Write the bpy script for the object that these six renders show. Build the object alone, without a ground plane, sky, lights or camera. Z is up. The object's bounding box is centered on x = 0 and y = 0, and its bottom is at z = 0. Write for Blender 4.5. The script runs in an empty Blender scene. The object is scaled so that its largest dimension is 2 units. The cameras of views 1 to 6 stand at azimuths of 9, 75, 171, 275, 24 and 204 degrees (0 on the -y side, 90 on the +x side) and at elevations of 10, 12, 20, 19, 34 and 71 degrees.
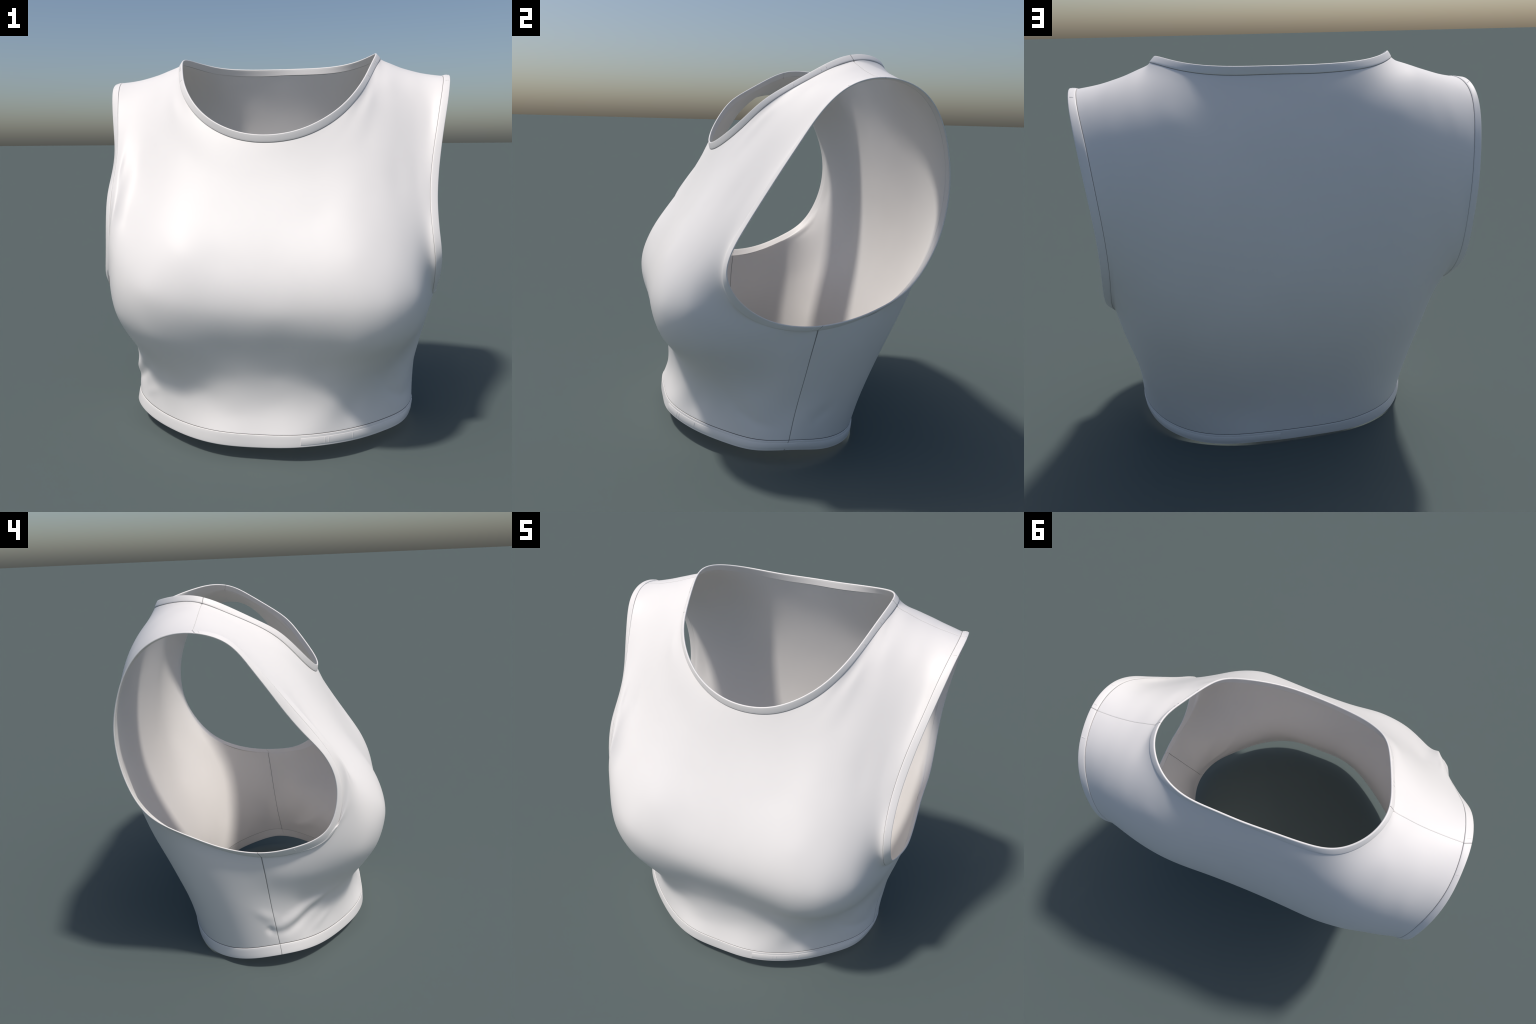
"""White sleeveless cropped top: two cloth panels draped through their seam
lines, bound with separate neck, arm and hem bands.  Metres, z up, front = -y."""
import bpy
import numpy as np
from mathutils import Vector

# --------------------------------------------------------------------------
# 1. PATTERN: seam loops, band edges and cross-sections of the two panels
# --------------------------------------------------------------------------
# Each loop is a closed curve through a ring of control points.  SEAM = where
# the band is sewn on, EDGE = free edge of the band.
NECK_SEAM = [(-0.009, -0.337, 1.517), (0.141, -0.331, 1.53), (0.271, -0.293, 1.577), (0.381, -0.228, 1.655), (0.458, -0.147, 1.747), (0.503, -0.038, 1.826), (0.537, 0.088, 1.898), (0.566, 0.216, 1.957), (0.55, 0.348, 1.971), (0.457, 0.459, 1.948), (0.323, 0.507, 1.926), (0.176, 0.512, 1.918), (0.025, 0.517, 1.918), (-0.126, 0.519, 1.916), (-0.277, 0.518, 1.922), (-0.409, 0.487, 1.936), (-0.512, 0.384, 1.959), (-0.556, 0.25, 1.96), (-0.537, 0.121, 1.909), (-0.501, -0.005, 1.847), (-0.458, -0.117, 1.776), (-0.391, -0.203, 1.687), (-0.286, -0.27, 1.599), (-0.152, -0.316, 1.539)]
NECK_EDGE = [(-0.007, -0.341, 1.555), (0.135, -0.335, 1.569), (0.26, -0.298, 1.616), (0.368, -0.236, 1.69), (0.442, -0.156, 1.775), (0.485, -0.046, 1.85), (0.517, 0.079, 1.924), (0.542, 0.206, 1.985), (0.524, 0.339, 1.999), (0.433, 0.45, 1.978), (0.304, 0.504, 1.961), (0.166, 0.514, 1.955), (0.025, 0.516, 1.954), (-0.117, 0.51, 1.954), (-0.263, 0.503, 1.958), (-0.394, 0.472, 1.97), (-0.497, 0.376, 1.99), (-0.536, 0.246, 1.988), (-0.515, 0.113, 1.937), (-0.478, -0.015, 1.869), (-0.434, -0.13, 1.8), (-0.37, -0.216, 1.715), (-0.271, -0.282, 1.632), (-0.144, -0.323, 1.576)]
HEM_SEAM = [(0.005, -0.606, 0.137), (0.179, -0.6, 0.142), (0.346, -0.549, 0.145), (0.496, -0.453, 0.141), (0.626, -0.324, 0.133), (0.73, -0.192, 0.136), (0.776, -0.029, 0.143), (0.743, 0.126, 0.118), (0.647, 0.267, 0.091), (0.504, 0.369, 0.072), (0.343, 0.427, 0.069), (0.175, 0.451, 0.074), (0.004, 0.452, 0.073), (-0.165, 0.445, 0.072), (-0.333, 0.425, 0.073), (-0.493, 0.37, 0.077), (-0.632, 0.265, 0.083), (-0.73, 0.109, 0.11), (-0.754, -0.057, 0.146), (-0.71, -0.21, 0.151), (-0.608, -0.335, 0.135), (-0.473, -0.449, 0.129), (-0.326, -0.543, 0.133), (-0.167, -0.599, 0.137)]
HEM_EDGE = [(0.007, -0.613, 0.073), (0.178, -0.609, 0.082), (0.343, -0.558, 0.085), (0.491, -0.465, 0.08), (0.62, -0.345, 0.075), (0.722, -0.218, 0.079), (0.768, -0.05, 0.087), (0.743, 0.111, 0.059), (0.653, 0.257, 0.031), (0.512, 0.361, 0.011), (0.349, 0.42, 0.006), (0.178, 0.443, 0.01), (0.004, 0.444, 0.009), (-0.168, 0.435, 0.008), (-0.339, 0.414, 0.005), (-0.5, 0.36, 0.006), (-0.639, 0.257, 0.015), (-0.737, 0.099, 0.047), (-0.764, -0.067, 0.085), (-0.72, -0.218, 0.091), (-0.615, -0.341, 0.073), (-0.477, -0.455, 0.067), (-0.327, -0.551, 0.069), (-0.167, -0.605, 0.071)]
ARM_LEFT_SEAM = [(0.897, 0.211, 1.864), (0.885, 0.079, 1.816), (0.863, -0.02, 1.717), (0.842, -0.095, 1.602), (0.821, -0.169, 1.488), (0.804, -0.242, 1.371), (0.796, -0.321, 1.241), (0.803, -0.397, 1.104), (0.818, -0.417, 0.976), (0.826, -0.356, 0.855), (0.837, -0.234, 0.773), (0.862, -0.092, 0.742), (0.863, 0.05, 0.74), (0.851, 0.195, 0.764), (0.839, 0.335, 0.811), (0.835, 0.451, 0.883), (0.821, 0.543, 0.993), (0.808, 0.61, 1.124), (0.806, 0.643, 1.269), (0.814, 0.648, 1.415), (0.828, 0.622, 1.552), (0.847, 0.567, 1.681), (0.872, 0.475, 1.794), (0.89, 0.352, 1.856)]
ARM_LEFT_EDGE = [(0.931, 0.208, 1.866), (0.92, 0.078, 1.817), (0.9, -0.022, 1.715), (0.878, -0.095, 1.6), (0.858, -0.165, 1.483), (0.842, -0.235, 1.365), (0.833, -0.312, 1.237), (0.838, -0.385, 1.105), (0.851, -0.401, 0.99), (0.855, -0.332, 0.879), (0.859, -0.207, 0.797), (0.877, -0.067, 0.767), (0.877, 0.073, 0.767), (0.868, 0.215, 0.79), (0.861, 0.352, 0.839), (0.863, 0.465, 0.913), (0.854, 0.555, 1.02), (0.843, 0.619, 1.147), (0.842, 0.648, 1.285), (0.853, 0.645, 1.427), (0.87, 0.614, 1.56), (0.889, 0.561, 1.688), (0.909, 0.472, 1.797), (0.924, 0.349, 1.857)]
ARM_RIGHT_SEAM = [(-0.893, 0.211, 1.863), (-0.872, 0.084, 1.827), (-0.847, -0.016, 1.73), (-0.819, -0.106, 1.615), (-0.791, -0.2, 1.49), (-0.776, -0.296, 1.367), (-0.768, -0.381, 1.244), (-0.761, -0.437, 1.094), (-0.771, -0.434, 0.936), (-0.798, -0.377, 0.817), (-0.824, -0.257, 0.758), (-0.832, -0.109, 0.726), (-0.828, 0.031, 0.728), (-0.821, 0.169, 0.76), (-0.818, 0.309, 0.816), (-0.825, 0.44, 0.887), (-0.835, 0.538, 0.984), (-0.834, 0.606, 1.114), (-0.833, 0.638, 1.256), (-0.84, 0.639, 1.4), (-0.854, 0.609, 1.538), (-0.873, 0.551, 1.669), (-0.894, 0.461, 1.779), (-0.902, 0.343, 1.844)]
ARM_RIGHT_EDGE = [(-0.929, 0.194, 1.853), (-0.907, 0.067, 1.8), (-0.878, -0.021, 1.693), (-0.846, -0.098, 1.577), (-0.817, -0.178, 1.457), (-0.806, -0.266, 1.348), (-0.799, -0.351, 1.247), (-0.79, -0.407, 1.116), (-0.798, -0.407, 0.969), (-0.825, -0.352, 0.856), (-0.852, -0.235, 0.799), (-0.862, -0.089, 0.767), (-0.861, 0.049, 0.767), (-0.857, 0.184, 0.797), (-0.856, 0.32, 0.852), (-0.865, 0.447, 0.92), (-0.875, 0.542, 1.013), (-0.871, 0.604, 1.141), (-0.869, 0.634, 1.278), (-0.877, 0.634, 1.418), (-0.89, 0.602, 1.554), (-0.907, 0.544, 1.684), (-0.922, 0.452, 1.793), (-0.929, 0.33, 1.851)]
FRONT_SECTIONS = {
    1: [(-0.733, -0.153, 0.239), (-0.666, -0.252, 0.229), (-0.539, -0.386, 0.206), (-0.387, -0.497, 0.189), (-0.272, -0.552, 0.181), (-0.149, -0.586, 0.175), (0.042, -0.59, 0.18), (0.226, -0.573, 0.194), (0.342, -0.541, 0.202), (0.44, -0.475, 0.203), (0.581, -0.359, 0.204), (0.703, -0.222, 0.212), (0.752, -0.113, 0.218)],
    2: [(-0.741, -0.14, 0.322), (-0.676, -0.242, 0.312), (-0.55, -0.381, 0.28), (-0.392, -0.489, 0.247), (-0.269, -0.542, 0.227), (-0.14, -0.574, 0.212), (0.055, -0.575, 0.222), (0.24, -0.556, 0.247), (0.355, -0.53, 0.26), (0.452, -0.466, 0.265), (0.591, -0.349, 0.273), (0.712, -0.209, 0.289), (0.756, -0.098, 0.295)],
    3: [(-0.752, -0.132, 0.401), (-0.695, -0.24, 0.391), (-0.571, -0.388, 0.352), (-0.402, -0.491, 0.305), (-0.269, -0.536, 0.274), (-0.132, -0.57, 0.251), (0.069, -0.565, 0.267), (0.255, -0.548, 0.302), (0.369, -0.523, 0.319), (0.47, -0.468, 0.327), (0.608, -0.349, 0.341), (0.725, -0.199, 0.364), (0.774, -0.086, 0.374)],
    4: [(-0.769, -0.129, 0.474), (-0.724, -0.249, 0.462), (-0.598, -0.407, 0.42), (-0.419, -0.504, 0.363), (-0.274, -0.538, 0.324), (-0.126, -0.568, 0.292), (0.08, -0.563, 0.316), (0.27, -0.549, 0.36), (0.387, -0.528, 0.378), (0.492, -0.48, 0.389), (0.63, -0.359, 0.407), (0.741, -0.195, 0.437), (0.796, -0.077, 0.45)],
    6: [(-0.813, -0.133, 0.603), (-0.777, -0.289, 0.589), (-0.66, -0.472, 0.549), (-0.463, -0.568, 0.481), (-0.298, -0.572, 0.442), (-0.129, -0.578, 0.409), (0.095, -0.576, 0.434), (0.299, -0.578, 0.477), (0.426, -0.573, 0.494), (0.543, -0.537, 0.503), (0.684, -0.409, 0.524), (0.784, -0.214, 0.566), (0.833, -0.07, 0.593)],
    8: [(-0.824, -0.158, 0.718), (-0.791, -0.349, 0.715), (-0.696, -0.543, 0.682), (-0.499, -0.645, 0.616), (-0.326, -0.648, 0.576), (-0.148, -0.628, 0.554), (0.099, -0.625, 0.56), (0.322, -0.646, 0.591), (0.462, -0.656, 0.602), (0.589, -0.618, 0.61), (0.731, -0.482, 0.634), (0.809, -0.27, 0.673), (0.852, -0.09, 0.708)],
    11: [(-0.801, -0.398, 0.853), (-0.756, -0.473, 0.929), (-0.679, -0.566, 0.907), (-0.505, -0.686, 0.843), (-0.342, -0.706, 0.797), (-0.167, -0.703, 0.764), (0.093, -0.701, 0.753), (0.331, -0.704, 0.781), (0.475, -0.699, 0.8), (0.601, -0.665, 0.812), (0.737, -0.552, 0.826), (0.794, -0.406, 0.831), (0.818, -0.324, 0.816)],
    14: [(-0.748, -0.45, 1.12), (-0.735, -0.459, 1.175), (-0.663, -0.459, 1.133), (-0.491, -0.575, 1.07), (-0.344, -0.631, 1.026), (-0.181, -0.636, 0.975), (0.073, -0.647, 0.953), (0.311, -0.643, 0.984), (0.445, -0.629, 1.014), (0.556, -0.582, 1.032), (0.683, -0.492, 1.059), (0.759, -0.422, 1.072), (0.792, -0.406, 1.073)],
    17: [(-0.752, -0.301, 1.388), (-0.733, -0.282, 1.397), (-0.649, -0.298, 1.363), (-0.488, -0.408, 1.298), (-0.355, -0.472, 1.237), (-0.2, -0.51, 1.181), (0.048, -0.536, 1.148), (0.281, -0.514, 1.181), (0.409, -0.482, 1.232), (0.515, -0.424, 1.282), (0.639, -0.331, 1.339), (0.734, -0.271, 1.359), (0.782, -0.255, 1.358)],
    20: [(-0.789, -0.095, 1.634), (-0.728, -0.086, 1.655), (-0.624, -0.131, 1.644), (-0.489, -0.252, 1.547), (-0.37, -0.332, 1.455), (-0.223, -0.394, 1.377), (0.03, -0.429, 1.327), (0.271, -0.393, 1.382), (0.399, -0.333, 1.462), (0.5, -0.251, 1.549), (0.622, -0.135, 1.651), (0.739, -0.068, 1.658), (0.816, -0.059, 1.633)],
    22: [(-0.815, 0.045, 1.789), (-0.725, 0.056, 1.811), (-0.599, 0.012, 1.82), (-0.493, -0.161, 1.71), (-0.387, -0.259, 1.593), (-0.243, -0.333, 1.492), (0.024, -0.377, 1.429), (0.283, -0.33, 1.499), (0.412, -0.248, 1.601), (0.507, -0.147, 1.718), (0.607, 0.023, 1.835), (0.74, 0.078, 1.829), (0.836, 0.074, 1.806)],
}
BACK_SECTIONS = {
    1: [(-0.762, -0.031, 0.23), (-0.748, 0.102, 0.207), (-0.653, 0.277, 0.18), (-0.488, 0.393, 0.169), (-0.357, 0.433, 0.164), (-0.22, 0.448, 0.161), (-0.009, 0.455, 0.16), (0.201, 0.45, 0.159), (0.34, 0.434, 0.156), (0.473, 0.401, 0.156), (0.645, 0.299, 0.172), (0.75, 0.129, 0.2), (0.78, 0.004, 0.214)],
    2: [(-0.769, -0.018, 0.315), (-0.76, 0.117, 0.297), (-0.672, 0.297, 0.273), (-0.503, 0.413, 0.26), (-0.369, 0.452, 0.253), (-0.227, 0.467, 0.249), (-0.008, 0.47, 0.246), (0.211, 0.463, 0.244), (0.354, 0.448, 0.241), (0.491, 0.417, 0.242), (0.665, 0.314, 0.256), (0.759, 0.139, 0.283), (0.786, 0.017, 0.292)],
    3: [(-0.778, -0.004, 0.396), (-0.772, 0.135, 0.381), (-0.688, 0.319, 0.361), (-0.517, 0.437, 0.347), (-0.38, 0.477, 0.34), (-0.234, 0.491, 0.335), (-0.007, 0.494, 0.331), (0.221, 0.488, 0.327), (0.369, 0.473, 0.325), (0.509, 0.438, 0.326), (0.685, 0.334, 0.339), (0.769, 0.155, 0.367), (0.788, 0.031, 0.375)],
    4: [(-0.788, 0.009, 0.472), (-0.783, 0.155, 0.459), (-0.701, 0.346, 0.442), (-0.53, 0.468, 0.431), (-0.39, 0.505, 0.425), (-0.24, 0.519, 0.421), (-0.006, 0.521, 0.417), (0.23, 0.516, 0.411), (0.382, 0.501, 0.409), (0.524, 0.465, 0.41), (0.7, 0.356, 0.422), (0.784, 0.176, 0.448), (0.802, 0.046, 0.456)],
    6: [(-0.813, 0.037, 0.606), (-0.802, 0.206, 0.598), (-0.719, 0.405, 0.591), (-0.545, 0.527, 0.591), (-0.405, 0.567, 0.589), (-0.249, 0.577, 0.59), (-0.004, 0.579, 0.587), (0.243, 0.575, 0.581), (0.401, 0.563, 0.576), (0.545, 0.525, 0.575), (0.722, 0.414, 0.579), (0.816, 0.228, 0.596), (0.833, 0.078, 0.606)],
    8: [(-0.826, 0.09, 0.716), (-0.808, 0.287, 0.715), (-0.719, 0.475, 0.732), (-0.552, 0.594, 0.743), (-0.411, 0.627, 0.751), (-0.254, 0.632, 0.757), (-0.003, 0.631, 0.759), (0.251, 0.631, 0.752), (0.411, 0.626, 0.744), (0.554, 0.593, 0.737), (0.727, 0.486, 0.727), (0.826, 0.307, 0.719), (0.855, 0.133, 0.726)],
    11: [(-0.815, 0.361, 0.83), (-0.791, 0.487, 0.882), (-0.699, 0.595, 0.949), (-0.541, 0.667, 0.989), (-0.406, 0.689, 1.003), (-0.252, 0.685, 1.013), (-0.004, 0.68, 1.018), (0.253, 0.682, 1.014), (0.408, 0.687, 1.006), (0.544, 0.674, 0.992), (0.705, 0.599, 0.958), (0.807, 0.485, 0.893), (0.837, 0.388, 0.837)],
    14: [(-0.82, 0.58, 1.037), (-0.776, 0.626, 1.115), (-0.673, 0.668, 1.207), (-0.524, 0.7, 1.253), (-0.395, 0.701, 1.266), (-0.247, 0.691, 1.272), (-0.004, 0.681, 1.276), (0.241, 0.69, 1.276), (0.39, 0.704, 1.273), (0.519, 0.703, 1.263), (0.671, 0.675, 1.223), (0.768, 0.626, 1.141), (0.804, 0.585, 1.066)],
    17: [(-0.812, 0.642, 1.354), (-0.76, 0.65, 1.425), (-0.655, 0.664, 1.496), (-0.508, 0.677, 1.523), (-0.383, 0.671, 1.524), (-0.241, 0.66, 1.519), (-0.006, 0.65, 1.517), (0.229, 0.658, 1.522), (0.373, 0.671, 1.529), (0.498, 0.677, 1.534), (0.644, 0.667, 1.515), (0.744, 0.658, 1.445), (0.789, 0.653, 1.373)],
    20: [(-0.832, 0.565, 1.672), (-0.756, 0.559, 1.733), (-0.638, 0.568, 1.776), (-0.495, 0.601, 1.765), (-0.375, 0.607, 1.744), (-0.236, 0.6, 1.726), (-0.007, 0.598, 1.719), (0.222, 0.599, 1.727), (0.363, 0.601, 1.743), (0.486, 0.599, 1.769), (0.629, 0.563, 1.783), (0.741, 0.563, 1.739), (0.809, 0.577, 1.68)],
    22: [(-0.846, 0.422, 1.827), (-0.744, 0.414, 1.87), (-0.612, 0.432, 1.911), (-0.486, 0.516, 1.876), (-0.37, 0.553, 1.849), (-0.23, 0.563, 1.831), (-0.007, 0.558, 1.821), (0.217, 0.556, 1.829), (0.359, 0.549, 1.846), (0.482, 0.519, 1.877), (0.613, 0.424, 1.906), (0.74, 0.428, 1.871), (0.831, 0.447, 1.833)],
}
SIDE_SEAMS = {"right": [(-0.76, -0.083, 0.321), (-0.78, -0.062, 0.475), (-0.813, -0.049, 0.608)],
    "left": [(0.769, -0.041, 0.295), (0.802, -0.016, 0.454), (0.834, 0.003, 0.604)]}
SHOULDER_SEAMS = {"right": [(-0.782, 0.227, 1.879), (-0.67, 0.231, 1.908)],
    "left": [(0.786, 0.258, 1.884), (0.677, 0.258, 1.914)]}

# where the side and shoulder seams meet the loops (fraction of the loop)
JUNCTION = dict(neck_left=0.3021, neck_right=0.7154, arm_left_top=0.9871, arm_right_top=0.9964,
                arm_left_under=0.4921, arm_right_under=0.4807, hem_left=0.2400, hem_right=0.7632)

# panel grid: columns run from the wearer's right (-x) to left (+x), rows from hem to shoulder
COLS, ROWS, UNDERARM, SHOULDER = 32, 24, 8, 6
SECTION_COLS = (1, 3, 6, 9, 11, 13, 16, 19, 21, 23, 26, 29, 31)
SEAM_ROWS = (2, 4, 6)
LEVELS = 3                      # surface refinement
CLOTH = 0.005                   # cloth thickness
DIP_BAND, DIP_SIDE, DIP_SHOULDER = 0.0030, 0.0030, 0.0010   # depth of the seam grooves

# soft folds in the cloth: (path, height, half width)
FOLDS = (
    # crease pinched at the wearer's right side seam, its hollow, dimple and side branch
    ([(-0.752, -0.06, 0.268), (-0.742, -0.121, 0.272), (-0.73, -0.159, 0.290), (-0.708, -0.221, 0.326), (-0.679, -0.284, 0.366),
      (-0.643, -0.348, 0.394), (-0.621, -0.399, 0.430)], 0.013, 0.034),
    ([(-0.748, -0.08, 0.222), (-0.727, -0.158, 0.227), (-0.705, -0.221, 0.258), (-0.671, -0.284, 0.295), (-0.633, -0.348, 0.330),
      (-0.6, -0.406, 0.378)], -0.009, 0.027),
    ([(-0.760, -0.042, 0.272), (-0.754, -0.064, 0.242), (-0.749, -0.085, 0.228)], -0.009, 0.021),
    ([(-0.774, 0.010, 0.375), (-0.766, -0.045, 0.335), (-0.75, -0.105, 0.312)], 0.005, 0.030),
    ([(-0.661, -0.283, 0.186), (-0.607, -0.348, 0.218), (-0.542, -0.421, 0.26)], 0.004, 0.026),
    # broad soft hollow on the wearer's left
    ([(0.566, -0.469, 0.416), (0.624, -0.386, 0.336), (0.665, -0.307, 0.256), (0.712, -0.229, 0.216), (0.747, -0.15, 0.207)], -0.008, 0.032),
    ([(0.66, -0.36, 0.42), (0.71, -0.27, 0.34), (0.745, -0.19, 0.28)], 0.004, 0.04),
    ([(0.76, 0.152, 0.305), (0.769, 0.09, 0.26), (0.776, 0.03, 0.214)], -0.004, 0.035),
)


# --------------------------------------------------------------------------
# 2. CURVE TOOLS
# --------------------------------------------------------------------------
def closed_spline(points, samples):
    """Periodic interpolating cubic B-spline through points."""
    p = np.array(points, float)
    n = len(p)
    m = np.zeros((n, n))
    for i in range(n):
        m[i, i], m[i, (i - 1) % n], m[i, (i + 1) % n] = 4 / 6, 1 / 6, 1 / 6
    c = np.linalg.solve(m, p)
    t = np.asarray(samples) % 1.0 * n
    i = np.floor(t).astype(int)
    f = (t - i)[:, None]
    return (c[(i - 1) % n] * (1 - f) ** 3 + c[i % n] * (3 * f ** 3 - 6 * f ** 2 + 4)
            + c[(i + 1) % n] * (-3 * f ** 3 + 3 * f ** 2 + 3 * f + 1) + c[(i + 2) % n] * f ** 3) / 6


def even(points, count):
    """Resample a polyline to count+1 evenly spaced points."""
    s = np.r_[0, np.cumsum(np.linalg.norm(np.diff(points, axis=0), axis=1))]
    u = np.linspace(0, s[-1], count + 1)
    return np.stack([np.interp(u, s, points[:, k]) for k in range(3)], -1)


def stretch_of(loop, a, b, forward, count):
    """Evenly spaced piece of a loop from fraction a to b."""
    span = (b - a) % 1.0 if forward else -((a - b) % 1.0)
    return even(closed_spline(loop, a + span * np.linspace(0, 1, 600)), count)


# --------------------------------------------------------------------------
# 3. DRAPE: least-bending surface through seams and sections
# --------------------------------------------------------------------------
FRONT, BACK = 0, 1
ident = {}


def key(side, i, j):
    sewn_side = i in (0, COLS) and j <= UNDERARM
    sewn_top = j == ROWS and (i <= SHOULDER or i >= COLS - SHOULDER)
    return (FRONT if sewn_side or sewn_top else side, i, j)


grid = np.zeros((2, COLS + 1, ROWS + 1), int)
for side in (FRONT, BACK):
    for j in range(ROWS + 1):
        for i in range(COLS + 1):
            grid[side, i, j] = ident.setdefault(key(side, i, j), len(ident))
count = len(ident)


def drape():
    bend = []
    for s in (FRONT, BACK):
        g = grid[s]
        for j in range(ROWS + 1):
            for i in range(1, COLS):
                if not (j == ROWS and i in (SHOULDER, COLS - SHOULDER)):
                    bend.append(((g[i - 1, j], 1), (g[i, j], -2), (g[i + 1, j], 1)))
        for i in range(COLS + 1):
            for j in range(1, ROWS):
                if not (i in (0, COLS) and j == UNDERARM):
                    bend.append(((g[i, j - 1], 1), (g[i, j], -2), (g[i, j + 1], 1)))
        for i in range(COLS):
            for j in range(ROWS):
                bend.append(((g[i, j], 1.4), (g[i + 1, j], -1.4), (g[i, j + 1], -1.4), (g[i + 1, j + 1], 1.4)))
    f, b = grid
    for j in range(UNDERARM):
        for i, k in ((0, 1), (COLS, COLS - 1)):
            bend.append(((f[k, j], 1), (f[i, j], -2), (b[k, j], 1)))
    for i in list(range(1, SHOULDER)) + list(range(COLS - SHOULDER + 1, COLS)):
        bend.append(((f[i, ROWS - 1], 1), (f[i, ROWS], -2), (b[i, ROWS - 1], 1)))
    a = np.zeros((count, count))
    for terms in bend:
        for v, c in terms:
            for w, k in terms:
                a[v, w] += c * k
    rhs = np.zeros((count, 3))

    def pin(v, p, w):
        a[v, v] += w
        rhs[v] += w * np.asarray(p)

    J = JUNCTION
    for s in (FRONT, BACK):
        g = grid[s]
        fwd = s == BACK
        for i, p in enumerate(stretch_of(HEM_SEAM, J['hem_right'], J['hem_left'], not fwd, COLS)):
            pin(g[i, 0], p, 1e4)
        for i, p in enumerate(stretch_of(NECK_SEAM, J['neck_right'], J['neck_left'], not fwd, COLS - 2 * SHOULDER)):
            pin(g[i + SHOULDER, ROWS], p, 1e4)
        for col, loop, n in ((0, ARM_RIGHT_SEAM, 'arm_right'), (COLS, ARM_LEFT_SEAM, 'arm_left')):
            arm = stretch_of(loop, J[n + '_under'], J[n + '_top'], fwd, ROWS - UNDERARM)
            for j, p in enumerate(arm):
                pin(g[col, j + UNDERARM], p, 1e4)
        for j, section in (FRONT_SECTIONS if s == FRONT else BACK_SECTIONS).items():
            for i, p in zip(SECTION_COLS, section):
                pin(g[i, j], p, 10)
    for col, n in ((0, 'right'), (COLS, 'left')):
        for j, p in zip(SEAM_ROWS, SIDE_SEAMS[n]):
            pin(grid[FRONT, col, j], p, 10)
    for cols, n in (((2, 4), 'right'), ((COLS - 2, COLS - 4), 'left')):
        for i, p in zip(cols, SHOULDER_SEAMS[n]):
            pin(grid[FRONT, i, ROWS], p, 10)
    return np.linalg.solve(a, rhs)


# --------------------------------------------------------------------------
# 4. REFINEMENT: Catmull-Clark on the sewn grid, made to pass through the drape
# --------------------------------------------------------------------------
def faces_of(g):
    out = []
    for s in (FRONT, BACK):
        q = np.stack([g[s, :-1, :-1], g[s, 1:, :-1], g[s, 1:, 1:], g[s, :-1, 1:]], -1).reshape(-1, 4)
        out.append(q if s == FRONT else q[:, ::-1])
    return np.vstack(out)


def topology(g):
    q = faces_of(g)
    e = np.vstack([q[:, [k, (k + 1) % 4]] for k in range(4)])
    e.sort(axis=1)
    edges, inv, cnt = np.unique(e, axis=0, return_inverse=True, return_counts=True)
    face_edges = inv.reshape(4, -1).T
    return q, edges, face_edges, cnt == 1


def refine(v, g):
    q, edges, fe, border = topology(g)
    n, m = len(v), len(edges)
    face = v[q].mean(1)
    mid = v[edges].mean(1)
    acc = np.zeros((m, 3))
    for k in range(4):
        np.add.at(acc, fe[:, k], face)
    ep = np.where(border[:, None], mid, (mid * 2 + acc) / 4)
    fsum, fcnt = np.zeros((n, 3)), np.zeros(n)
    for k in range(4):
        np.add.at(fsum, q[:, k], face)
        np.add.at(fcnt, q[:, k], 1)
    esum, ecnt = np.zeros((n, 3)), np.zeros(n)
    bsum, bcnt = np.zeros((n, 3)), np.zeros(n)
    for k in (0, 1):
        np.add.at(esum, edges[:, k], mid)
        np.add.at(ecnt, edges[:, k], 1)
        np.add.at(bsum, edges[border, k], v[edges[border, 1 - k]])
        np.add.at(bcnt, edges[border, k], 1)
    val = ecnt[:, None]
    inner = (fsum / fcnt[:, None] + 2 * esum / val + (val - 3) * v) / val
    outer = 0.75 * v + 0.125 * bsum
    vp = np.where((bcnt > 0)[:, None], outer, inner)
    verts = np.vstack([vp, ep, face])
    look = {tuple(e): n + k for k, e in enumerate(edges.tolist())}
    nu, nv = g.shape[1] - 1, g.shape[2] - 1
    h = np.zeros((2, 2 * nu + 1, 2 * nv + 1), int)
    for s in (FRONT, BACK):
        h[s, ::2, ::2] = g[s]
        base = n + m + s * nu * nv
        h[s, 1::2, 1::2] = base + np.arange(nu * nv).reshape(nu, nv)
        h[s, 1::2, ::2] = [[look[tuple(sorted((g[s, i, j], g[s, i + 1, j])))] for j in range(nv + 1)] for i in range(nu)]
        h[s, ::2, 1::2] = [[look[tuple(sorted((g[s, i, j], g[s, i, j + 1])))] for j in range(nv)] for i in range(nu + 1)]
    return verts, h


def vertex_normals(v, g):
    q = faces_of(g)
    fn = np.cross(v[q[:, 2]] - v[q[:, 0]], v[q[:, 3]] - v[q[:, 1]])
    out = np.zeros_like(v)
    for k in range(4):
        np.add.at(out, q[:, k], fn)
    return out / np.linalg.norm(out, axis=1, keepdims=True)


def build_surface():
    target = drape()
    ctrl = target.copy()
    for _ in range(4):                       # counter the shrinkage of the refinement
        fine, g = refine(*refine(ctrl, grid))
        ctrl += target - fine[:count]
    v, g = ctrl, grid
    for _ in range(LEVELS):
        v, g = refine(v, g)
    n = vertex_normals(v, g)
    v = v + n * folds(v)[:, None]
    return v, vertex_normals(v, g), g


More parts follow.
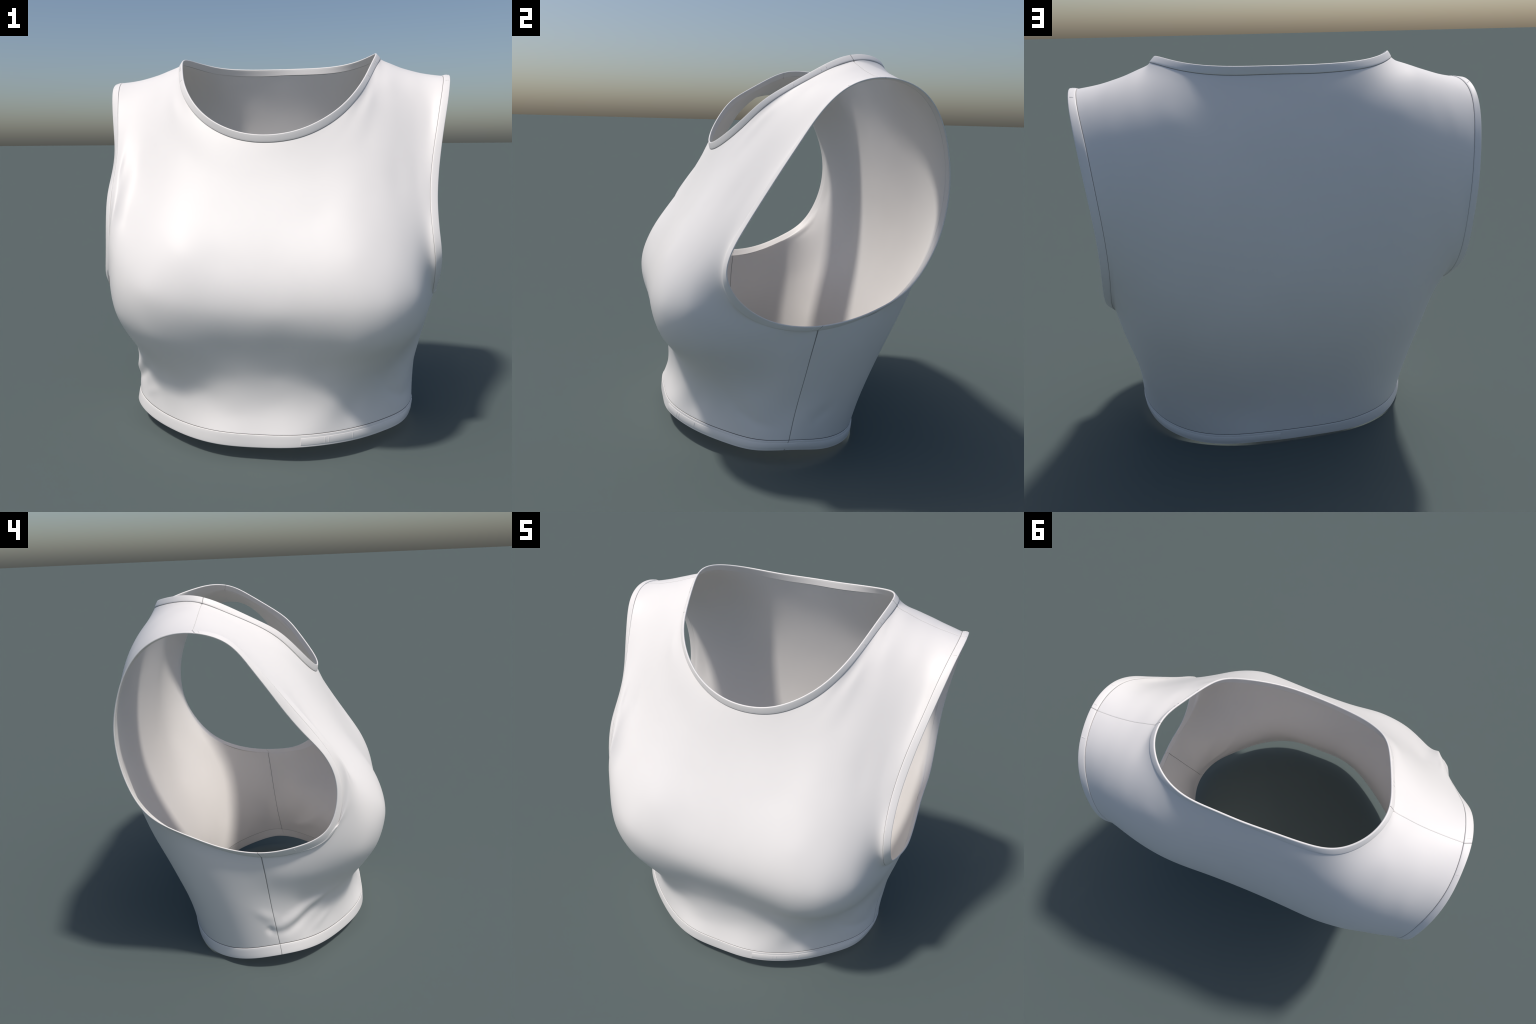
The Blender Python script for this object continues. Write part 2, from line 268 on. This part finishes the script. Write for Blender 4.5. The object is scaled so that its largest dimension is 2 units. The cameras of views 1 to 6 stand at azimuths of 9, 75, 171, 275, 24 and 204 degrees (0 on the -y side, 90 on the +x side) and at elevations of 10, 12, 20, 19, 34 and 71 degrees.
def folds(v):
    h = np.zeros(len(v))
    for path, height, width in FOLDS:
        p = np.array(path, float)
        length = np.r_[0, np.cumsum(np.linalg.norm(np.diff(p, axis=0), axis=1))]
        best, where = np.full(len(v), 9.0), np.zeros(len(v))
        for k in range(len(p) - 1):
            d = p[k + 1] - p[k]
            t = np.clip((v - p[k]) @ d / (d @ d), 0, 1)
            dist = np.linalg.norm(v - p[k] - t[:, None] * d, axis=1)
            near = dist < best
            best = np.where(near, dist, best)
            where = np.where(near, (length[k] + t * np.sqrt(d @ d)) / length[-1], where)
        fade = np.clip(np.sin(np.pi * np.clip(where * 0.86 + 0.07, 0, 1)), 0, 1)
        h += height * fade * np.exp(-(best / width) ** 2)
    return h


# --------------------------------------------------------------------------
# 5. MESH OUTPUT
# --------------------------------------------------------------------------
def mesh_object(name, verts, faces, material, parent, origin=(0, 0, 0)):
    me = bpy.data.meshes.new(name)
    me.from_pydata([tuple(p) for p in verts], [], [tuple(int(k) for k in f) for f in faces])
    me.materials.append(material)
    me.polygons.foreach_set('use_smooth', [True] * len(me.polygons))
    me.update()
    me.set_sharp_from_angle(angle=0.75)
    ob = bpy.data.objects.new(name, me)
    bpy.context.scene.collection.objects.link(ob)
    ob.parent = parent
    return ob


def insert_lines(a, where):
    """Insert interpolated lines next to both ends of axis 0 (a narrow strip for the seam roll)."""
    lo = [a[0] * (1 - w) + a[1] * w for w in where]
    hi = [a[-1] * (1 - w) + a[-2] * w for w in where[::-1]]
    return np.concatenate([a[:1], np.stack(lo), a[1:-1], np.stack(hi), a[-1:]])


def panel(name, v, n, g, material, parent, flip):
    p, m = v[g], n[g]
    for axis in (0, 1):
        p = np.swapaxes(insert_lines(np.swapaxes(p, 0, axis), (0.19, 0.22, 0.5)), 0, axis)
        m = np.swapaxes(insert_lines(np.swapaxes(m, 0, axis), (0.19, 0.22, 0.5)), 0, axis)
    m = m / np.linalg.norm(m, axis=-1, keepdims=True)
    nu, nv = p.shape[:2]
    scale = 2 ** LEVELS
    under, shoulder = UNDERARM * scale + 3, SHOULDER * scale + 3
    # how far the cloth rolls into each seam: deep at the bands, shallow where panel meets panel
    dip = np.zeros((nu, nv))
    for line, depth in ((0, 1.0), (1, 1.0), (2, 0.1)):
        for col in (line, -1 - line):
            dip[col, under:] = np.maximum(dip[col, under:], DIP_BAND * depth)
            dip[col, :under] = np.maximum(dip[col, :under], DIP_SIDE * depth)
        dip[:, line] = np.maximum(dip[:, line], DIP_BAND * depth)
        top = -1 - line
        dip[shoulder:nu - shoulder, top] = np.maximum(dip[shoulder:nu - shoulder, top], DIP_BAND * depth)
        for cols in (slice(0, shoulder), slice(nu - shoulder, nu)):
            dip[cols, top] = np.maximum(dip[cols, top], DIP_SHOULDER * depth)
    outer = p - m * dip[..., None]
    inner = p - m * (CLOTH - 0.42 * dip)[..., None]
    k = np.arange(nu * nv).reshape(nu, nv)
    q = np.stack([k[:-1, :-1], k[1:, :-1], k[1:, 1:], k[:-1, 1:]], -1).reshape(-1, 4)
    ring = np.concatenate([k[:, 0], k[-1, 1:], k[-2::-1, -1], k[0, -2:0:-1]])
    nxt = np.roll(ring, -1)
    N = nu * nv
    rim = np.stack([ring, ring + N, nxt + N, nxt], -1)
    faces = np.vstack([q, q[:, ::-1] + N, rim])
    if flip:
        faces = faces[:, ::-1]
    return mesh_object(name, np.vstack([outer.reshape(-1, 3), inner.reshape(-1, 3)]), faces, material, parent)


def band_frames(seam, edge, t, sign):
    s, e = closed_spline(seam, t), closed_spline(edge, t)
    tan = closed_spline(seam, np.asarray(t) + 1e-3) - closed_spline(seam, np.asarray(t) - 1e-3)
    w = e - s
    nrm = np.cross(tan, w) * sign
    nrm /= np.linalg.norm(nrm, axis=1, keepdims=True)
    return s, w, nrm


def band(name, seam, edge, sign, proud, thick, cuts, border, material, parent):
    """Folded binding lofted along a seam: a flat loop of cloth with a round free edge."""
    t = np.arange(420) / 420.0
    length = np.linalg.norm(np.diff(closed_spline(seam, np.r_[t, 1.0]), axis=0), axis=1).sum()
    gap = 0.0022 / length
    extra = [c + k * gap for c in cuts for k in (-1, 0, 1)]
    t = np.array([x for x in t if all(abs(x - c) > 1.6 * gap for c in cuts)] + extra)
    t = np.sort(t % 1.0)
    cut = np.array([any(abs(x - c % 1.0) < 0.3 * gap for c in cuts) for x in t])
    s, w, n = band_frames(seam, edge, t, sign)
    # normal of the panel at the seam: band and panel share the bottom of the groove
    pos, nrm = border
    m = np.stack([nrm[np.argmin(((pos - p) ** 2).sum(1))] for p in s])
    groove = s - m * DIP_BAND
    width = np.linalg.norm(w, axis=1).mean()
    r = thick / 2
    c0 = proud - r
    # cross-section: (distance from seam / width, height above the seam line)
    c1 = 0.001 / width
    prof = [(0.0, proud - thick), (0.0, None), (1.3 * c1, -0.0022), (1.5 * c1, proud - 0.0012), (2.4 * c1, proud - 0.0004), (5 * c1, proud + 0.0002), (0.3, proud + 0.0005),
            (0.6, proud + 0.0005)]
    a0 = 1 - r / width
    prof += [(a0 + r / width * np.sin(x), c0 + r * np.cos(x)) for x in np.linspace(0, np.pi, 9)]
    prof += [(0.6, proud - thick), (0.3, proud - thick)]
    ring = []
    for a, h in prof:
        if h is None:
            ring.append(groove)
            continue
        hh = np.where(cut, h - np.sign(h - c0) * 0.0022, h)
        ring.append(s + w * a + n * hh[:, None])
    ring = np.stack(ring, 1)
    m, k = ring.shape[:2]
    idx = np.arange(m * k).reshape(m, k)
    a, b = idx, np.roll(idx, -1, 0)
    q = np.stack([a, b, np.roll(b, -1, 1), np.roll(a, -1, 1)], -1).reshape(-1, 4)
    if sign < 0:
        q = q[:, ::-1]
    return mesh_object(name, ring.reshape(-1, 3), q[:, ::-1], material, parent)


def strip_on_band(name, seam, edge, sign, t0, t1, a0, a1, low, high, material, parent):
    """Thin raised piece of cloth lying on a band between two loop fractions."""
    t = np.linspace(t0, t1, max(2, int(abs(t1 - t0) * 420)))
    s, w, n = band_frames(seam, edge, t, sign)
    wid = np.linalg.norm(w, axis=1).mean()
    c = 0.0012 / wid
    prof = [(a0, low), (a0, high - 0.0006), (a0 + c, high), (a1 - c, high), (a1, high - 0.0006), (a1, low)]
    ring = np.stack([s + w * a + n * h for a, h in prof], 1)
    m, k = ring.shape[:2]
    idx = np.arange(m * k).reshape(m, k)
    q = np.stack([idx[:-1], idx[1:], np.roll(idx[1:], -1, 1), np.roll(idx[:-1], -1, 1)], -1).reshape(-1, 4)
    faces = [tuple(f) for f in (q[:, ::-1] if sign > 0 else q)]
    caps = [tuple(idx[0]), tuple(idx[-1][::-1])]
    faces += caps if sign > 0 else [c_[::-1] for c_ in caps]
    return mesh_object(name, ring.reshape(-1, 3), faces, material, parent)


def seam_shade_strip(path, normals, width, closed, material, parent, depth=0.0045):
    """Added strip whose dark colour stands in for groove shade: runs through the cloth, just below both faces."""
    if closed:
        tan = np.roll(path, -1, 0) - np.roll(path, 1, 0)
    else:
        tan = np.gradient(path, axis=0)
    across = np.cross(tan, normals)
    across /= np.linalg.norm(across, axis=1, keepdims=True)
    prof = [(-1, -0.0010), (-0.5, -0.0004), (0.5, -0.0004), (1, -0.0010), (1, -depth), (-1, -depth)]
    ring = np.stack([path + across * (a * width / 2) + normals * h for a, h in prof], 1)
    m, k = ring.shape[:2]
    idx = np.arange(m * k).reshape(m, k)
    a, b = (idx, np.roll(idx, -1, 0)) if closed else (idx[:-1], idx[1:])
    q = np.stack([a, b, np.roll(b, -1, 1), np.roll(a, -1, 1)], -1).reshape(-1, 4)
    return mesh_object('seam_shade_strip', ring.reshape(-1, 3), q, material, parent)


# --------------------------------------------------------------------------
# 6. MATERIALS
# --------------------------------------------------------------------------
def cloth_material(name, colour, rough, weave):
    mat = bpy.data.materials.new(name)
    mat.use_nodes = True
    nt = mat.node_tree
    bsdf = nt.nodes['Principled BSDF']
    coord = nt.nodes.new('ShaderNodeTexCoord')
    noise = nt.nodes.new('ShaderNodeTexNoise')
    noise.inputs['Scale'].default_value = 5.0
    noise.inputs['Detail'].default_value = 3.0
    ramp = nt.nodes.new('ShaderNodeValToRGB')
    ramp.color_ramp.elements[0].position, ramp.color_ramp.elements[1].position = 0.3, 0.7
    ramp.color_ramp.elements[0].color = (*[c * 0.985 for c in colour], 1)
    ramp.color_ramp.elements[1].color = (*colour, 1)
    fine = nt.nodes.new('ShaderNodeTexNoise')
    fine.inputs['Scale'].default_value = 420.0
    bump = nt.nodes.new('ShaderNodeBump')
    bump.inputs['Strength'].default_value = weave
    bump.inputs['Distance'].default_value = 0.001
    link = nt.links.new
    link(coord.outputs['Object'], noise.inputs['Vector'])
    link(coord.outputs['Object'], fine.inputs['Vector'])
    link(noise.outputs['Fac'], ramp.inputs['Fac'])
    link(ramp.outputs['Color'], bsdf.inputs['Base Color'])
    link(fine.outputs['Fac'], bump.inputs['Height'])
    link(bump.outputs['Normal'], bsdf.inputs['Normal'])
    bsdf.inputs['Roughness'].default_value = rough
    bsdf.inputs['Specular IOR Level'].default_value = SPECULAR
    return mat


# --------------------------------------------------------------------------
# 7. ASSEMBLY
# --------------------------------------------------------------------------
WHITE = (0.85, 0.812, 0.785)
SPECULAR = 0.5
cloth = cloth_material('white_jersey', WHITE, 0.5, 0.02)
rib = cloth_material('white_binding', WHITE, 0.5, 0.02)

top = bpy.data.objects.new('tank_top', None)
bpy.context.scene.collection.objects.link(top)
top['label'] = 'white sleeveless cropped top with bound neck, armholes and hem'
top['category'] = 'tank top'

v, n, g = build_surface()
panel('front_panel', v, n, g[FRONT], cloth, top, False)
panel('back_panel', v, n, g[BACK], cloth, top, True)

# name, seam, edge, outward sign, proud height, thickness, sewn joins
BANDS = (
    ('neck_band', NECK_SEAM, NECK_EDGE, 1, 0.0026, 0.0090, (0.3021, 0.7160)),
    ('arm_band', ARM_LEFT_SEAM, ARM_LEFT_EDGE, 1, 0.0022, 0.0068, (0.9871, 0.4905)),
    ('arm_band', ARM_RIGHT_SEAM, ARM_RIGHT_EDGE, -1, 0.0022, 0.0068, (0.9957, 0.4800)),
    ('hem_band', HEM_SEAM, HEM_EDGE, -1, 0.0026, 0.0076, (0.7632, 0.2400)),
)
# small sewn marks across the bands, as loop fractions
MARKS = (
    (0.2554, 0.2632, 0.2143, 0.7525, 0.7596, 0.8025),
    (0.9939, 0.9443, 0.0354, 0.4807, 0.4364),
    (0.0029, 0.9507, 0.4714, 0.4282),
    (0.0775, 0.0825, 0.1132, 0.4604, 0.4646),
)
rim = np.unique(np.concatenate([g[:, 0].ravel(), g[:, -1].ravel(), g[:, :, 0].ravel(), g[:, :, -1].ravel()]))
border = (v[rim], n[rim])
joins = []
for (name, seam, edge, sign, proud, thick, cuts), marks in zip(BANDS, MARKS):
    ob = band(name, seam, edge, sign, proud, thick, cuts, border, rib, top)
    base = 0.0004
    if name == 'hem_band':
        strip_on_band('hem_tape', seam, edge, sign, 0.0496, 0.4900, 0.25, 0.82, proud - 0.002, proud + 0.0021, rib, ob)
        base = 0.0015
    length = np.linalg.norm(np.diff(closed_spline(seam, np.linspace(0, 1, 400)), axis=0), axis=1).sum()
    for t in marks:
        h = 0.0011 / length
        strip_on_band('stitch_mark', seam, edge, sign, t - h, t + h, 0.3, 0.78, proud - 0.002,
                      proud + base + 0.0015, rib, ob)
    joins.append((seam, edge, sign, proud, cuts, length))

# grey strips added in every seam, their colour imitating shade in the groove
shade_dark = cloth_material('dark_seam_shade', (0.13, 0.125, 0.12), 0.8, 0.0)
shade_mid = cloth_material('light_seam_shade', (0.34, 0.33, 0.32), 0.8, 0.0)
shade_side = cloth_material('grey_seam_shade', (0.28, 0.275, 0.27), 0.8, 0.0)
shade_pale = cloth_material('pale_seam_shade', (0.45, 0.44, 0.43), 0.8, 0.0)
loop_t = np.arange(360) / 360.0
for seam, width, mat, depth in ((HEM_SEAM, 0.0028, shade_dark, 0.004), (NECK_SEAM, 0.0020, shade_mid, 0.0045),
                         (ARM_LEFT_SEAM, 0.0018, shade_mid, 0.003), (ARM_RIGHT_SEAM, 0.0018, shade_mid, 0.003)):
    path = closed_spline(seam, loop_t)
    near = np.stack([border[1][np.argmin(((border[0] - p) ** 2).sum(1))] for p in path])
    seam_shade_strip(path, near, width, True, mat, top, depth)
scale = 2 ** LEVELS
for col in (0, COLS * scale):
    ids = g[FRONT, col, :UNDERARM * scale + 1]
    seam_shade_strip(v[ids], n[ids], 0.0026, False, shade_side, top)
for cols in (slice(0, SHOULDER * scale + 1), slice((COLS - SHOULDER) * scale, COLS * scale + 1)):
    ids = g[FRONT, cols, ROWS * scale]
    seam_shade_strip(v[ids], n[ids], 0.0016, False, shade_pale, top)
# the added shade strips run on across the bands at the sewn joins
for seam, edge, sign, proud, cuts, length in joins:
    for t in cuts:
        h = 0.0011 / length
        strip_on_band('seam_shade_strip', seam, edge, sign, t - h, t + h, 0.02, 0.97, proud - 0.003, proud - 0.0001, shade_side, top)
